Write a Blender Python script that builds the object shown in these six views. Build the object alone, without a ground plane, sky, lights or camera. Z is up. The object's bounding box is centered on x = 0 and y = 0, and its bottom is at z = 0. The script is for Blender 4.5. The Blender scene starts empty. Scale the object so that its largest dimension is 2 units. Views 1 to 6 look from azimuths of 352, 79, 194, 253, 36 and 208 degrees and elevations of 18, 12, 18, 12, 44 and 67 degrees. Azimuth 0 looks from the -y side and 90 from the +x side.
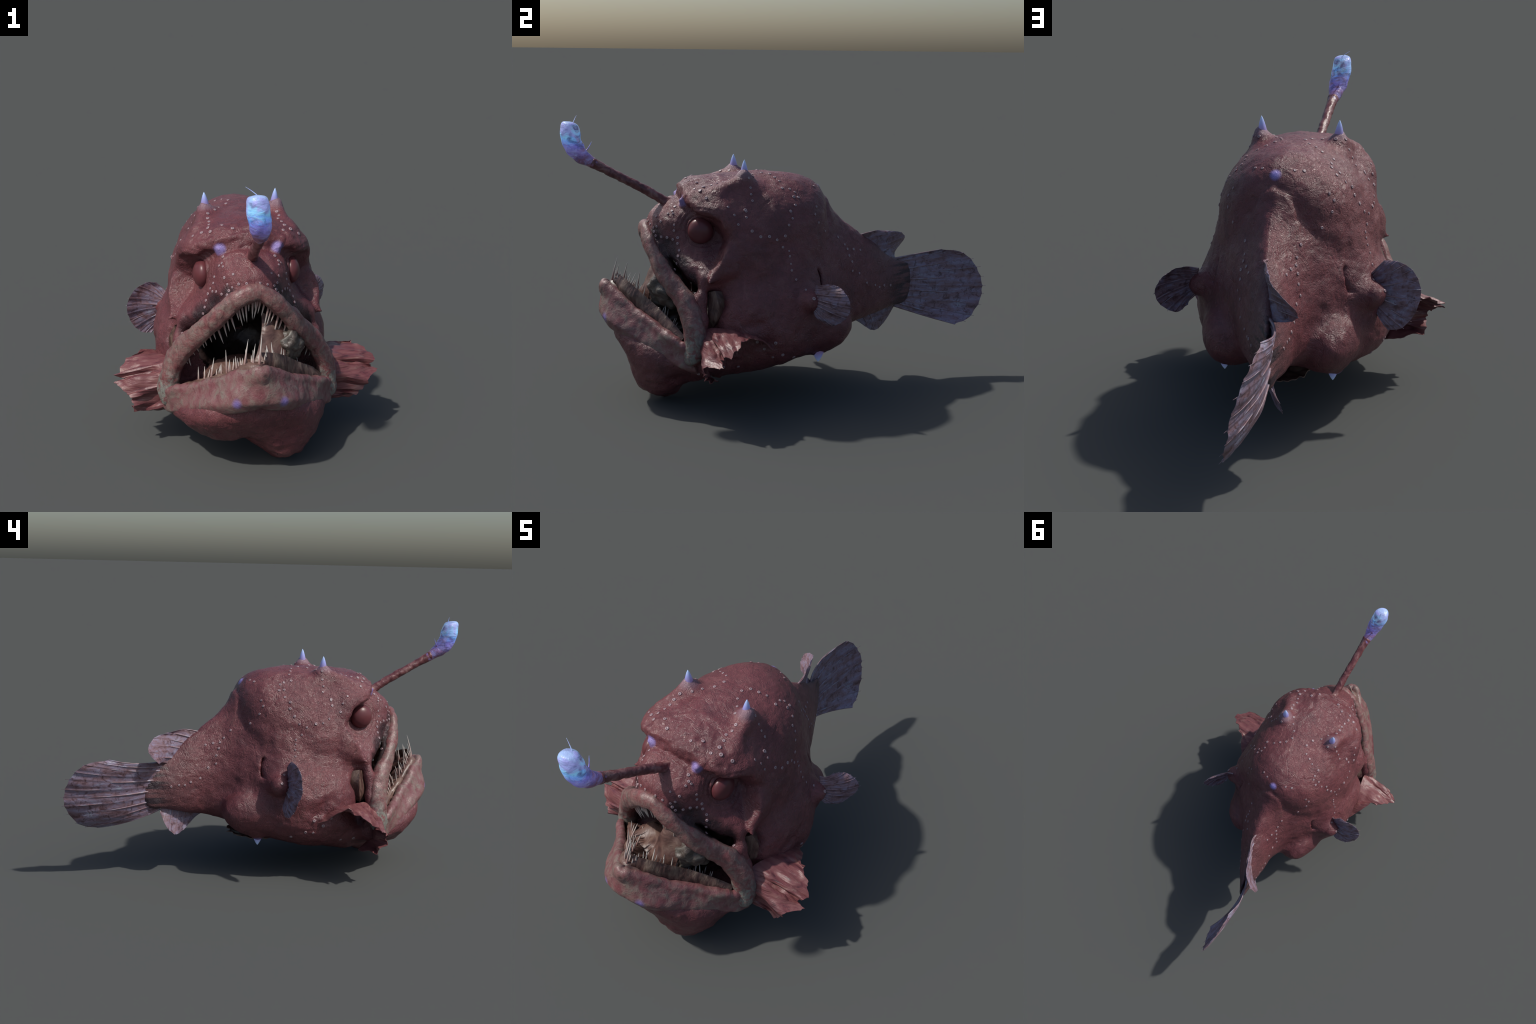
# A deep-sea anglerfish: bulbous warty body, gaping toothed mouth, glowing lure,
# torn gill membranes and ragged rayed fins.  Built from implicit body volumes
# (blended lofts, meshed with surface nets), sweeps, fans and small repeats.
import bpy, bmesh, math, random
import numpy as np
from mathutils import Vector, Matrix, noise
from mathutils.bvhtree import BVHTree

RNG = random.Random(7)
CX = -0.017                      # mid plane of head and trunk
LINK = bpy.context.scene.collection.objects.link


# ------------------------------------------------------------------ helpers
def pchip(x, xs, ys):
    """monotone cubic interpolation"""
    xs = np.asarray(xs, float); ys = np.asarray(ys, float)
    h = np.diff(xs); d = np.diff(ys) / h
    m = np.zeros_like(ys); m[0], m[-1] = d[0], d[-1]
    for i in range(1, len(xs) - 1):
        if d[i - 1] * d[i] > 0:
            w1, w2 = 2 * h[i] + h[i - 1], h[i] + 2 * h[i - 1]
            m[i] = (w1 + w2) / (w1 / d[i - 1] + w2 / d[i])
    x = np.clip(x, xs[0], xs[-1])
    k = np.clip(np.searchsorted(xs, x) - 1, 0, len(xs) - 2)
    t = (x - xs[k]) / h[k]
    t2, t3 = t * t, t * t * t
    return ((2 * t3 - 3 * t2 + 1) * ys[k] + (t3 - 2 * t2 + t) * h[k] * m[k]
            + (-2 * t3 + 3 * t2) * ys[k + 1] + (t3 - t2) * h[k] * m[k + 1])


def smin(a, b, k):
    h = np.clip(0.5 + 0.5 * (b - a) / k, 0, 1)
    return b + (a - b) * h - k * h * (1 - h)


def smax(a, b, k):
    return -smin(-a, -b, k)


def catmull(pts, n, closed=False):
    """resample a Catmull-Rom curve through pts to n points"""
    P = [np.asarray(p, float) for p in pts]
    m = len(P)
    seg = m if closed else m - 1
    out = []
    for i in range(n):
        u = i * seg / n if closed else i * seg / (n - 1)
        k = min(int(u), seg - 1); t = u - k
        if closed:
            a, b, c, d = (P[(k + j) % m] for j in (-1, 0, 1, 2))
        else:
            b, c = P[k], P[k + 1]
            a = P[k - 1] if k > 0 else 2 * b - c
            d = P[k + 2] if k + 2 < m else 2 * c - b
        out.append(0.5 * (2 * b + (c - a) * t + (2 * a - 5 * b + 4 * c - d) * t * t
                          + (3 * b - a - 3 * c + d) * t ** 3))
    return np.array(out)


def new_mesh(name, verts, faces, mat, smooth=True):
    me = bpy.data.meshes.new(name)
    me.from_pydata([tuple(map(float, v)) for v in verts], [], [tuple(map(int, f)) for f in faces])
    me.validate(); me.update()
    me.materials.append(mat)
    me.polygons.foreach_set("use_smooth", [smooth] * len(me.polygons))
    return me


def new_obj(name, me, parent):
    ob = bpy.data.objects.new(name, me)
    LINK(ob)
    ob.parent = parent
    return ob


def fix_normals(me):
    bm = bmesh.new(); bm.from_mesh(me)
    bmesh.ops.recalc_face_normals(bm, faces=bm.faces)
    bm.to_mesh(me); bm.free()


def grid_faces(nu, nv, close_v=False):
    f = []
    for i in range(nu - 1):
        for j in range(nv if close_v else nv - 1):
            k = (j + 1) % nv
            f.append((i * nv + j, i * nv + k, (i + 1) * nv + k, (i + 1) * nv + j))
    return f


def tube(path, radii, sides=12, squash=None, bump=0.0, freq=40.0):
    """swept round tube with closed ends; radii per path point; returns verts, faces"""
    P = [Vector(p) for p in path]
    n = len(P)
    verts, up = [], None
    for i in range(n):
        t = (P[min(i + 1, n - 1)] - P[max(i - 1, 0)]).normalized()
        if up is None:
            up = t.orthogonal().normalized()
        up = (up - t * up.dot(t)).normalized()
        side = t.cross(up)
        for j in range(sides):
            a = 2 * math.pi * j / sides
            r = radii[i]
            d = up * math.cos(a) + side * math.sin(a)
            v = P[i] + d * r
            if bump:
                v += d * bump * noise.noise(v * freq)
            verts.append(v)
    faces = grid_faces(n, sides, True)
    verts.append(P[0]); verts.append(P[-1])
    for j in range(sides):
        k = (j + 1) % sides
        faces.append((n * sides, k, j))
        faces.append((n * sides + 1, (n - 1) * sides + j, (n - 1) * sides + k))
    return verts, faces


# ------------------------------------------------------------------ materials
class Nodes:
    def __init__(self, name):
        self.mat = bpy.data.materials.new(name)
        self.mat.use_nodes = True
        self.t = self.mat.node_tree
        self.t.nodes.clear()
        self.out = self.t.nodes.new("ShaderNodeOutputMaterial")
        self.bsdf = self.t.nodes.new("ShaderNodeBsdfPrincipled")
        self.t.links.new(self.bsdf.outputs[0], self.out.inputs[0])
        self.co = self.t.nodes.new("ShaderNodeTexCoord").outputs["Object"]

    def link(self, a, b):
        self.t.links.new(a, b)

    def put(self, sock, v):
        if isinstance(v, bpy.types.NodeSocket):
            self.link(v, sock)
        elif isinstance(v, (tuple, list)) and len(v) == 3 and sock.type == "RGBA":
            sock.default_value = (*v, 1)
        else:
            sock.default_value = v

    def mapping(self, scale=(1, 1, 1), rot=(0, 0, 0), co=None):
        n = self.t.nodes.new("ShaderNodeMapping")
        self.link(co or self.co, n.inputs[0])
        n.inputs["Scale"].default_value = scale
        n.inputs["Rotation"].default_value = rot
        return n.outputs[0]

    def noise(self, scale, detail=4, rough=0.55, dist=0.0, co=None):
        n = self.t.nodes.new("ShaderNodeTexNoise")
        self.link(co or self.co, n.inputs["Vector"])
        n.inputs["Scale"].default_value = scale
        n.inputs["Detail"].default_value = detail
        n.inputs["Roughness"].default_value = rough
        n.inputs["Distortion"].default_value = dist
        return n.outputs["Fac"]

    def voronoi(self, scale, feature="F1", co=None):
        n = self.t.nodes.new("ShaderNodeTexVoronoi")
        n.feature = feature
        self.link(co or self.co, n.inputs["Vector"])
        n.inputs["Scale"].default_value = scale
        return n.outputs["Distance"]

    def wave(self, scale, dist=3.0, co=None, direction="X"):
        n = self.t.nodes.new("ShaderNodeTexWave")
        n.bands_direction = direction
        self.link(co or self.co, n.inputs["Vector"])
        n.inputs["Scale"].default_value = scale
        n.inputs["Distortion"].default_value = dist
        n.inputs["Detail"].default_value = 3
        n.inputs["Detail Scale"].default_value = 1.5
        return n.outputs["Fac"]

    def ramp(self, fac, stops, interp="LINEAR"):
        n = self.t.nodes.new("ShaderNodeValToRGB")
        n.color_ramp.interpolation = interp
        e = n.color_ramp.elements
        while len(e) < len(stops):
            e.new(0.5)
        for el, (p, c) in zip(e, stops):
            el.position = p
            el.color = (c, c, c, 1) if isinstance(c, (int, float)) else (*c, 1)
        self.link(fac, n.inputs[0])
        return n.outputs[0]

    def mix(self, fac, a, b, mode="MIX"):
        n = self.t.nodes.new("ShaderNodeMix")
        n.data_type = "RGBA"; n.blend_type = mode
        self.put(n.inputs[0], fac); self.put(n.inputs[6], a); self.put(n.inputs[7], b)
        return n.outputs[2]

    def math(self, op, a, b=0.0, clamp=False):
        n = self.t.nodes.new("ShaderNodeMath")
        n.operation = op; n.use_clamp = clamp
        self.put(n.inputs[0], a); self.put(n.inputs[1], b)
        return n.outputs[0]

    def range(self, v, a, b, c=0.0, d=1.0):
        n = self.t.nodes.new("ShaderNodeMapRange")
        n.interpolation_type = "SMOOTHSTEP"
        self.put(n.inputs[0], v)
        for i, x in zip((1, 2, 3, 4), (a, b, c, d)):
            n.inputs[i].default_value = x
        return n.outputs[0]

    def xyz(self):
        n = self.t.nodes.new("ShaderNodeSeparateXYZ")
        self.link(self.co, n.inputs[0])
        return n.outputs

    def near(self, p, r0, r1, scale=(1, 1, 1)):
        """1 inside r0 of point p, 0 beyond r1"""
        n = self.t.nodes.new("ShaderNodeVectorMath"); n.operation = "SUBTRACT"
        self.link(self.co, n.inputs[0]); n.inputs[1].default_value = p
        s = self.t.nodes.new("ShaderNodeVectorMath"); s.operation = "MULTIPLY"
        self.link(n.outputs[0], s.inputs[0]); s.inputs[1].default_value = scale
        l = self.t.nodes.new("ShaderNodeVectorMath"); l.operation = "LENGTH"
        self.link(s.outputs[0], l.inputs[0])
        return self.range(l.outputs["Value"], r0, r1, 1.0, 0.0)

    def bump(self, height, strength, dist=0.004):
        n = self.t.nodes.new("ShaderNodeBump")
        n.inputs["Strength"].default_value = strength
        n.inputs["Distance"].default_value = dist
        self.link(height, n.inputs["Height"])
        self.link(n.outputs[0], self.bsdf.inputs["Normal"])

    def done(self, color, rough=0.5, spec=0.5, **kw):
        self.put(self.bsdf.inputs["Base Color"], color)
        self.put(self.bsdf.inputs["Roughness"], rough)
        self.put(self.bsdf.inputs["Specular IOR Level"], spec)
        for k, v in kw.items():
            self.put(self.bsdf.inputs[k], v)
        return self.mat


GLOW_VIOLET = (0.20, 0.19, 0.62)
GLOW_BLUE = (0.16, 0.36, 0.85)
GLOW_CYAN = (0.24, 0.54, 0.82)


def skin_material():
    m = Nodes("fish_skin")
    big = m.noise(5.5, 5, 0.6, 0.4)
    mid = m.noise(22, 6, 0.65, 0.8)
    fine = m.noise(95, 4, 0.65, 1.8)
    crease = m.math("ABSOLUTE", m.math("SUBTRACT", m.noise(26, 4, 0.6, 2.6, m.mapping((1.3, 0.8, 1.1))), 0.5))
    fold = m.math("ABSOLUTE", m.math("SUBTRACT", m.noise(8.5, 3, 0.55, 1.4, m.mapping((1.0, 1.7, 0.9), (0.5, 0.2, 0.4))), 0.5))
    crease2 = m.math("ABSOLUTE", m.math("SUBTRACT", m.noise(62, 3, 0.6, 1.6), 0.5))
    col = m.ramp(big, [(0.30, (0.110, 0.034, 0.040)), (0.5, (0.162, 0.047, 0.054)), (0.72, (0.188, 0.064, 0.068))])
    col = m.mix(m.range(mid, 0.52, 0.74, 0, 0.5), col, (0.205, 0.095, 0.088))
    col = m.mix(m.range(mid, 0.48, 0.28, 0, 0.5), col, (0.085, 0.032, 0.042))
    col = m.mix(m.range(fine, 0.50, 0.30, 0, 0.55), col, (0.075, 0.027, 0.032))
    col = m.mix(m.range(crease, 0.030, 0.0, 0, 0.45), col, (0.060, 0.021, 0.025))
    col = m.mix(m.range(crease2, 0.035, 0.0, 0, 0.30), col, (0.070, 0.025, 0.030))
    col = m.mix(m.range(fold, 0.012, 0.0, 0, 0.55), col, (0.060, 0.020, 0.025))
    # duskier violet cast towards the tail
    x, y, z = m.xyz()
    tail = m.range(y, 0.30, 0.60, 0, 0.5)
    col = m.mix(tail, col, (0.130, 0.075, 0.076))
    streak = m.noise(6, 3, 0.6, 0.2, m.mapping((2, 0.6, 9)))
    col = m.mix(m.math("MULTIPLY", m.range(y, 0.46, 0.56), m.range(streak, 0.42, 0.56)), col, (0.040, 0.024, 0.030))
    for side in (1, -1):
        e = (CX + side * 0.19, -0.43, 0.765)
        ring = m.math("MULTIPLY", m.near(e, 0.075, 0.115), m.range(mid, 0.35, 0.65, 0.1, 0.4))
        col = m.mix(ring, col, (0.100, 0.040, 0.042))
        # near-black painted on the closed skin: shadow of a slot above the upper lip
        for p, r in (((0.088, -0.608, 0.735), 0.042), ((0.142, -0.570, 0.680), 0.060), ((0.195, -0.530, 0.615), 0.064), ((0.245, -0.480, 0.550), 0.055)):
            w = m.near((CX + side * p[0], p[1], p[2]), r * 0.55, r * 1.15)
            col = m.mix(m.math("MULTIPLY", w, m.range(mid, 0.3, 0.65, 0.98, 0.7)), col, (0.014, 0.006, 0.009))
        # pelvic spine tips and brow knobs shade to violet
        for p, r in (((CX + side * 0.205, 0.088, 0.185), 0.035), ((CX + side * 0.115, -0.497, 0.884), 0.032)):
            col = m.mix(m.near(p, r * 0.4, r), col, (0.27, 0.21, 0.48))
        h = (CX + side * 0.151, -0.238, 1.04)
        col = m.mix(m.near(h, 0.04, 0.08), col, (0.22, 0.13, 0.16))
    col = m.mix(m.near((-0.014, 0.124, 0.918), 0.008, 0.026), col, (0.32, 0.27, 0.66))
    h = m.math("ADD", m.math("MULTIPLY", m.range(crease, 0.0, 0.10), 0.8), m.math("MULTIPLY", fine, 0.5))
    h = m.math("ADD", h, m.math("MULTIPLY", m.range(crease2, 0.0, 0.08), 0.35))
    h = m.math("ADD", h, m.math("MULTIPLY", mid, 0.8))
    h = m.math("ADD", h, m.math("MULTIPLY", m.range(fold, 0.0, 0.035), 1.0))
    m.bump(h, 0.36, 0.0055)
    wet = m.math("MAXIMUM", m.near((CX, -0.40, 0.97), 0.10, 0.20), m.near((CX, -0.54, 0.86), 0.05, 0.14))
    for side in (1, -1):
        wet = m.math("MAXIMUM", wet, m.near((CX + side * 0.36, -0.22, 0.33), 0.10, 0.20))
        wet = m.math("MAXIMUM", wet, m.near((CX + side * 0.28, -0.40, 0.66), 0.05, 0.14))
    r = m.math("SUBTRACT", m.range(mid, 0.3, 0.7, 0.47, 0.34), m.math("MULTIPLY", wet, 0.10))
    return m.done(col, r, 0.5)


def lip_material(name="lip_skin"):
    m = Nodes(name)
    n1 = m.noise(27, 5, 0.68, 0.6)
    n2 = m.noise(60, 4, 0.6, 1.0)
    col = m.ramp(n1, [(0.36, (0.185, 0.060, 0.063)), (0.5, (0.200, 0.100, 0.094)), (0.64, (0.205, 0.155, 0.134))])
    col = m.mix(m.range(n2, 0.55, 0.75, 0, 0.6), col, (0.120, 0.034, 0.042))
    x, y, z = m.xyz()
    corner = m.math("MULTIPLY", m.range(z, 0.42, 0.30), m.range(y, -0.62, -0.52))
    cf = m.math("MULTIPLY", corner, m.range(n1, 0.42, 0.56))
    col = m.mix(cf, col, (0.20, 0.205, 0.180))
    st = m.noise(14, 4, 0.65, 0.3, m.mapping((7, 3, 1.2)))
    col = m.mix(m.range(st, 0.5, 0.34, 0, 0.45), col, (0.085, 0.038, 0.040))
    low = m.range(n2, 0.55, 0.3, 0, 0.5)
    col = m.mix(low, col, (0.075, 0.035, 0.040))
    m.bump(m.math("ADD", n1, m.math("MULTIPLY", n2, 0.6)), 0.6, 0.006)
    return m.done(col, 0.42, 0.5)


def jaw_material():
    m = Nodes("jaw_skin")
    n1 = m.noise(22, 5, 0.68, 0.6)
    n2 = m.noise(55, 4, 0.6, 1.0)
    col = m.ramp(n1, [(0.34, (0.165, 0.055, 0.062)), (0.5, (0.185, 0.092, 0.090)), (0.66, (0.185, 0.145, 0.124))])
    col = m.mix(m.range(n2, 0.52, 0.72, 0, 0.65), col, (0.105, 0.032, 0.040))
    for side in (1, -1):
        col = m.mix(m.near((CX + side * 0.094, -0.848, 0.372), 0.004, 0.028, (1, 1, 0.8)), col, (0.20, 0.15, 0.38))
    col = m.mix(m.near((0.0, -0.868, 0.495), 0.004, 0.018), col, (0.008, 0.006, 0.006))
    m.bump(m.math("ADD", n1, m.math("MULTIPLY", n2, 0.6)), 0.6, 0.006)
    return m.done(col, 0.42, 0.5)


def membrane_material():
    m = Nodes("gill_membrane")
    st = m.noise(9, 4, 0.6, 0.3, m.mapping((0.8, 4.0, 9.0)))
    st2 = m.noise(16, 3, 0.6, 0.2, m.mapping((0.5, 3.0, 8.0)))
    col = m.ramp(st, [(0.28, (0.045, 0.018, 0.022)), (0.42, (0.140, 0.042, 0.048)), (0.60, (0.180, 0.070, 0.070)), (0.78, (0.27, 0.17, 0.145))])
    col = m.mix(m.range(st2, 0.56, 0.75, 0, 0.5), col, (0.22, 0.11, 0.10))
    m.bump(m.math("ADD", st, st2), 0.5, 0.006)
    return m.done(col, 0.42, 0.5)


def mouth_material(name, base, dark, pale, scale=14):
    m = Nodes(name)
    n = m.noise(scale, 5, 0.65, 1.0, m.mapping((1, 0.5, 1)))
    col = m.ramp(n, [(0.3, dark), (0.5, base), (0.7, pale)])
    m.bump(n, 0.6, 0.008)
    return m.done(col, 0.4, 0.5)


def fin_material():
    m = Nodes("fin_membrane")
    st = m.noise(7, 5, 0.7, 0.4, m.mapping((3, 1.4, 4.5)))
    mo = m.noise(38, 5, 0.7, 0.8)
    col = m.ramp(st, [(0.30, (0.075, 0.036, 0.043)), (0.44, (0.190, 0.115, 0.135)), (0.58, (0.215, 0.175, 0.250)), (0.72, (0.28, 0.30, 0.37))])
    col = m.mix(m.range(mo, 0.5, 0.34, 0, 0.85), col, (0.070, 0.032, 0.037))
    col = m.mix(m.range(mo, 0.54, 0.70, 0, 0.7), col, (0.185, 0.150, 0.215))
    m.bump(m.math("ADD", st, mo), 0.5, 0.004)
    return m.done(col, 0.45, 0.45)


def ray_material():
    m = Nodes("fin_ray")
    n = m.noise(22, 4, 0.6, 0.5)
    col = m.ramp(n, [(0.35, (0.170, 0.090, 0.105)), (0.52, (0.24, 0.165, 0.19)), (0.7, (0.25, 0.27, 0.36))])
    m.bump(n, 0.3, 0.003)
    return m.done(col, 0.4, 0.5)


def tooth_material():
    m = Nodes("tooth_enamel")
    x, y, z = m.xyz()                 # tooth runs 0..1 along its own z
    col = m.ramp(z, [(0.0, (0.20, 0.085, 0.080)), (0.35, (0.36, 0.25, 0.23)), (0.7, (0.58, 0.53, 0.48)), (1.0, (0.50, 0.47, 0.44))])
    return m.done(col, 0.22, 0.7)


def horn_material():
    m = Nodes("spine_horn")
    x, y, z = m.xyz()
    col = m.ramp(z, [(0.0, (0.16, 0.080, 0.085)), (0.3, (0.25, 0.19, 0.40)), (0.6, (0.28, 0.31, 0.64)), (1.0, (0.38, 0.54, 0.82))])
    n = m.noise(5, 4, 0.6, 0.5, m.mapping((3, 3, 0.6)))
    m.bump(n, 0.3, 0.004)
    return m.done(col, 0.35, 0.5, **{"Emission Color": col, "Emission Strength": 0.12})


def eye_material():
    m = Nodes("eye_ball")
    z = m.xyz()[2]
    n = m.noise(3, 2, 0.5)
    col = m.mix(m.range(n, 0.4, 0.7, 0, 0.4), (0.118, 0.032, 0.037), (0.095, 0.025, 0.029))
    return m.done(col, 0.36, 0.4)


def stalk_material():
    m = Nodes("lure_stalk_skin")
    n1 = m.noise(26, 5, 0.6, 1.0)
    col = m.ramp(n1, [(0.3, (0.070, 0.020, 0.024)), (0.50, (0.140, 0.044, 0.048)), (0.66, (0.24, 0.125, 0.12))])
    m.bump(n1, 0.7, 0.006)
    return m.done(col, 0.36, 0.5)


def bulb_material():
    m = Nodes("lure_bulb_skin")
    x, y, z = m.xyz()
    n = m.noise(13, 5, 0.6, 1.6, m.mapping((1, 1, 2.6)))
    n2 = m.noise(19, 5, 0.62, 0.9, m.mapping((1, 1, 1.5)))
    h = m.math("ADD", z, m.math("MULTIPLY", m.math("SUBTRACT", n, 0.5), 0.13))
    col = m.ramp(m.range(h, 1.03, 1.22), [(0.0, (0.20, 0.085, 0.12)), (0.12, (0.22, 0.17, 0.46)), (0.35, GLOW_VIOLET), (0.58, GLOW_BLUE), (0.80, GLOW_CYAN), (1.0, (0.27, 0.36, 0.60))])
    col = m.mix(m.range(n2, 0.50, 0.34, 0, 0.65), col, (0.12, 0.12, 0.33))
    n3 = m.noise(12, 5, 0.65, 1.2)
    col = m.mix(m.range(n3, 0.46, 0.64, 0, 0.8), col, (0.30, 0.30, 0.66))
    col = m.mix(m.range(n2, 0.58, 0.70, 0, 0.4), col, (0.40, 0.55, 0.85))
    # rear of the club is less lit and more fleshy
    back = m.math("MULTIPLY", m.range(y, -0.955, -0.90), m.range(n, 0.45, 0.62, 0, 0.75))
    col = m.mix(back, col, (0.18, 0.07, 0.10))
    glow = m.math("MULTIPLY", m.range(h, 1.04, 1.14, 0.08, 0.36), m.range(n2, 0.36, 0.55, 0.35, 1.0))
    m.bump(m.math("ADD", n, m.math("MULTIPLY", n2, 0.5)), 0.6, 0.008)
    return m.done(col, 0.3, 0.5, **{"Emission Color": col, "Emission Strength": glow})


def spot_material():
    m = Nodes("photophore_ring")
    x, y, z = m.xyz()
    r = m.math("SQRT", m.math("ADD", m.math("MULTIPLY", x, x), m.math("MULTIPLY", y, y)))
    col = m.ramp(r, [(0.0, (0.22, 0.14, 0.15)), (0.34, (0.15, 0.08, 0.09)), (0.50, (0.35, 0.28, 0.30)), (0.78, (0.31, 0.23, 0.25)), (1.0, (0.13, 0.045, 0.052))])
    return m.done(col, 0.35, 0.5)


M_SKIN = skin_material()
M_LIP = lip_material()
M_JAW = jaw_material()
M_MEMB = membrane_material()
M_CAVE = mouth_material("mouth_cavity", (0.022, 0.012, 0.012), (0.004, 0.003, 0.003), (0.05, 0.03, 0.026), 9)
M_TONGUE = mouth_material("tongue_flesh", (0.080, 0.062, 0.053), (0.022, 0.014, 0.014), (0.135, 0.132, 0.112), 34)
M_GUM = mouth_material("gum_flesh", (0.115, 0.060, 0.050), (0.030, 0.014, 0.014), (0.20, 0.135, 0.105), 12)
def stripe_material():
    m = Nodes("striped_lining")
    st = m.noise(9, 4, 0.65, 0.4, m.mapping((5.5, 2.2, 1.2), (0, 0, 0.6)))
    st2 = m.noise(24, 3, 0.6, 0.3, m.mapping((4, 1.6, 1.0), (0, 0, 0.6)))
    col = m.ramp(st, [(0.30, (0.020, 0.010, 0.010)), (0.45, (0.085, 0.040, 0.034)), (0.58, (0.135, 0.085, 0.066)), (0.74, (0.20, 0.145, 0.11))])
    col = m.mix(m.range(st2, 0.5, 0.32, 0, 0.7), col, (0.030, 0.014, 0.014))
    m.bump(m.math("ADD", st, st2), 0.5, 0.005)
    return m.done(col, 0.42, 0.5)


M_STRIPE = stripe_material()
M_FIN = fin_material()
M_RAY = ray_material()
M_TOOTH = tooth_material()
M_HORN = horn_material()
M_EYE = eye_material()
M_STALK = stalk_material()
M_BULB = bulb_material()
M_SPOT = spot_material()

# ------------------------------------------------------------------ root
fish = bpy.data.objects.new("anglerfish", None)
LINK(fish)
fish["label"] = "dusky red deep sea anglerfish with gaping fanged mouth and glowing blue lure"
fish["category"] = "anglerfish"

# ------------------------------------------------------------------ body volume
H = 0.0065
LO = np.array([-0.47, -0.92, -0.05]); HI = np.array([0.45, 0.63, 1.10])
N = np.ceil((HI - LO) / H).astype(int)
gx, gy, gz = (np.float32(LO[i] + H * np.arange(N[i])) for i in range(3))
X = gx[:, None, None]; Y = gy[None, :, None]; Z = gz[None, None, :]
CXY = pchip(gy, [-1, 0.15, 0.3, 0.42, 0.55, 0.7], [CX, CX, -0.028, -0.056, -0.088, -0.12]).astype(np.float32)[None, :, None]
AX = np.abs(X - CXY)


def loft_y(st, n_up, n_dn):
    """superelliptic sections along y; station rows are (y, half width, centre z, top z, bottom z)"""
    s = np.array(st, float)
    w, zc, zt, zb = (pchip(gy, s[:, 0], s[:, i]).astype(np.float32)[None, :, None] for i in (1, 2, 3, 4))
    up = Z >= zc
    h = np.where(up, np.maximum(zt - zc, 1e-3), np.maximum(zc - zb, 1e-3))
    n = np.where(up, np.float32(n_up), np.float32(n_dn))
    q = ((AX / w) ** n + (np.abs(Z - zc) / h) ** n) ** (1 / n)
    f = (q - 1) * np.minimum(w, h)
    end = np.maximum(s[0, 0] - gy, gy - s[-1, 0]).astype(np.float32)[None, :, None]
    return np.maximum(f, end)


def loft_z(st, n_front, n_back, rear):
    """horizontal superelliptic sections stacked in z; rows are (z, half width, front y, centre y)"""
    s = np.array(st, float)
    w, fy, cy = (pchip(gz, s[:, 0], s[:, i]).astype(np.float32)[None, None, :] for i in (1, 2, 3))
    front = Y <= cy
    d = np.where(front, np.maximum(cy - fy, 1e-3), rear)
    n = np.where(front, np.float32(n_front), np.float32(n_back))
    q = ((AX / w) ** n + (np.abs(Y - cy) / d) ** n) ** (1 / n)
    f = (q - 1) * np.minimum(w, d)
    end = np.maximum(s[0, 0] - gz, gz - s[-1, 0]).astype(np.float32)[None, None, :]
    return np.maximum(f, end)


def ball(c, r, mirror=True):
    x = AX if mirror else X
    q = np.sqrt(((x - c[0]) / r[0]) ** 2 + ((Y - c[1]) / r[1]) ** 2 + ((Z - c[2]) / r[2]) ** 2)
    return (q - 1) * min(r)


def cone(a, b, ra, rb):
    """mirrored round cone from a to b"""
    a, b = np.array(a), np.array(b)
    d = b - a
    t = np.clip(((AX - a[0]) * d[0] + (Y - a[1]) * d[1] + (Z - a[2]) * d[2]) / (d @ d), 0, 1)
    dist = np.sqrt((AX - a[0] - t * d[0]) ** 2 + (Y - a[1] - t * d[1]) ** 2 + (Z - a[2] - t * d[2]) ** 2)
    return dist - (ra + (rb - ra) * t)


# trunk and tail
trunk = loft_y([(-0.40, 0.20, 0.36, 0.52, 0.14), (-0.37, 0.30, 0.38, 0.66, 0.10), (-0.32, 0.345, 0.40, 0.76, 0.108),
                (-0.22, 0.372, 0.40, 0.82, 0.118), (-0.10, 0.374, 0.39, 0.85, 0.140), (0.0, 0.342, 0.39, 0.87, 0.165),
                (0.09, 0.265, 0.40, 0.875, 0.200), (0.16, 0.200, 0.42, 0.85, 0.230), (0.24, 0.140, 0.44, 0.772, 0.262),
                (0.33, 0.098, 0.46, 0.705, 0.285), (0.42, 0.073, 0.455, 0.640, 0.305), (0.50, 0.048, 0.45, 0.570, 0.325),
                (0.555, 0.028, 0.45, 0.548, 0.332), (0.60, 0.012, 0.45, 0.530, 0.350), (0.62, 0.004, 0.45, 0.50, 0.40)], 1.6, 3.0)
# domed skull, blunt brow in front, shoulder hump behind
dome = loft_y([(-0.506, 0.06, 0.915, 0.930, 0.900), (-0.498, 0.130, 0.90, 0.945, 0.868), (-0.475, 0.190, 0.875, 0.958, 0.835),
               (-0.43, 0.240, 0.845, 0.970, 0.795), (-0.38, 0.262, 0.83, 0.978, 0.77), (-0.33, 0.280, 0.80, 0.983, 0.72), (-0.26, 0.284, 0.72, 0.987, 0.58),
               (-0.15, 0.285, 0.70, 0.993, 0.50), (-0.04, 0.262, 0.71, 0.988, 0.55), (0.05, 0.220, 0.73, 0.968, 0.60),
               (0.105, 0.172, 0.75, 0.940, 0.63), (0.135, 0.125, 0.78, 0.905, 0.68), (0.155, 0.05, 0.80, 0.86, 0.74)], 2.05, 2.5)
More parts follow.
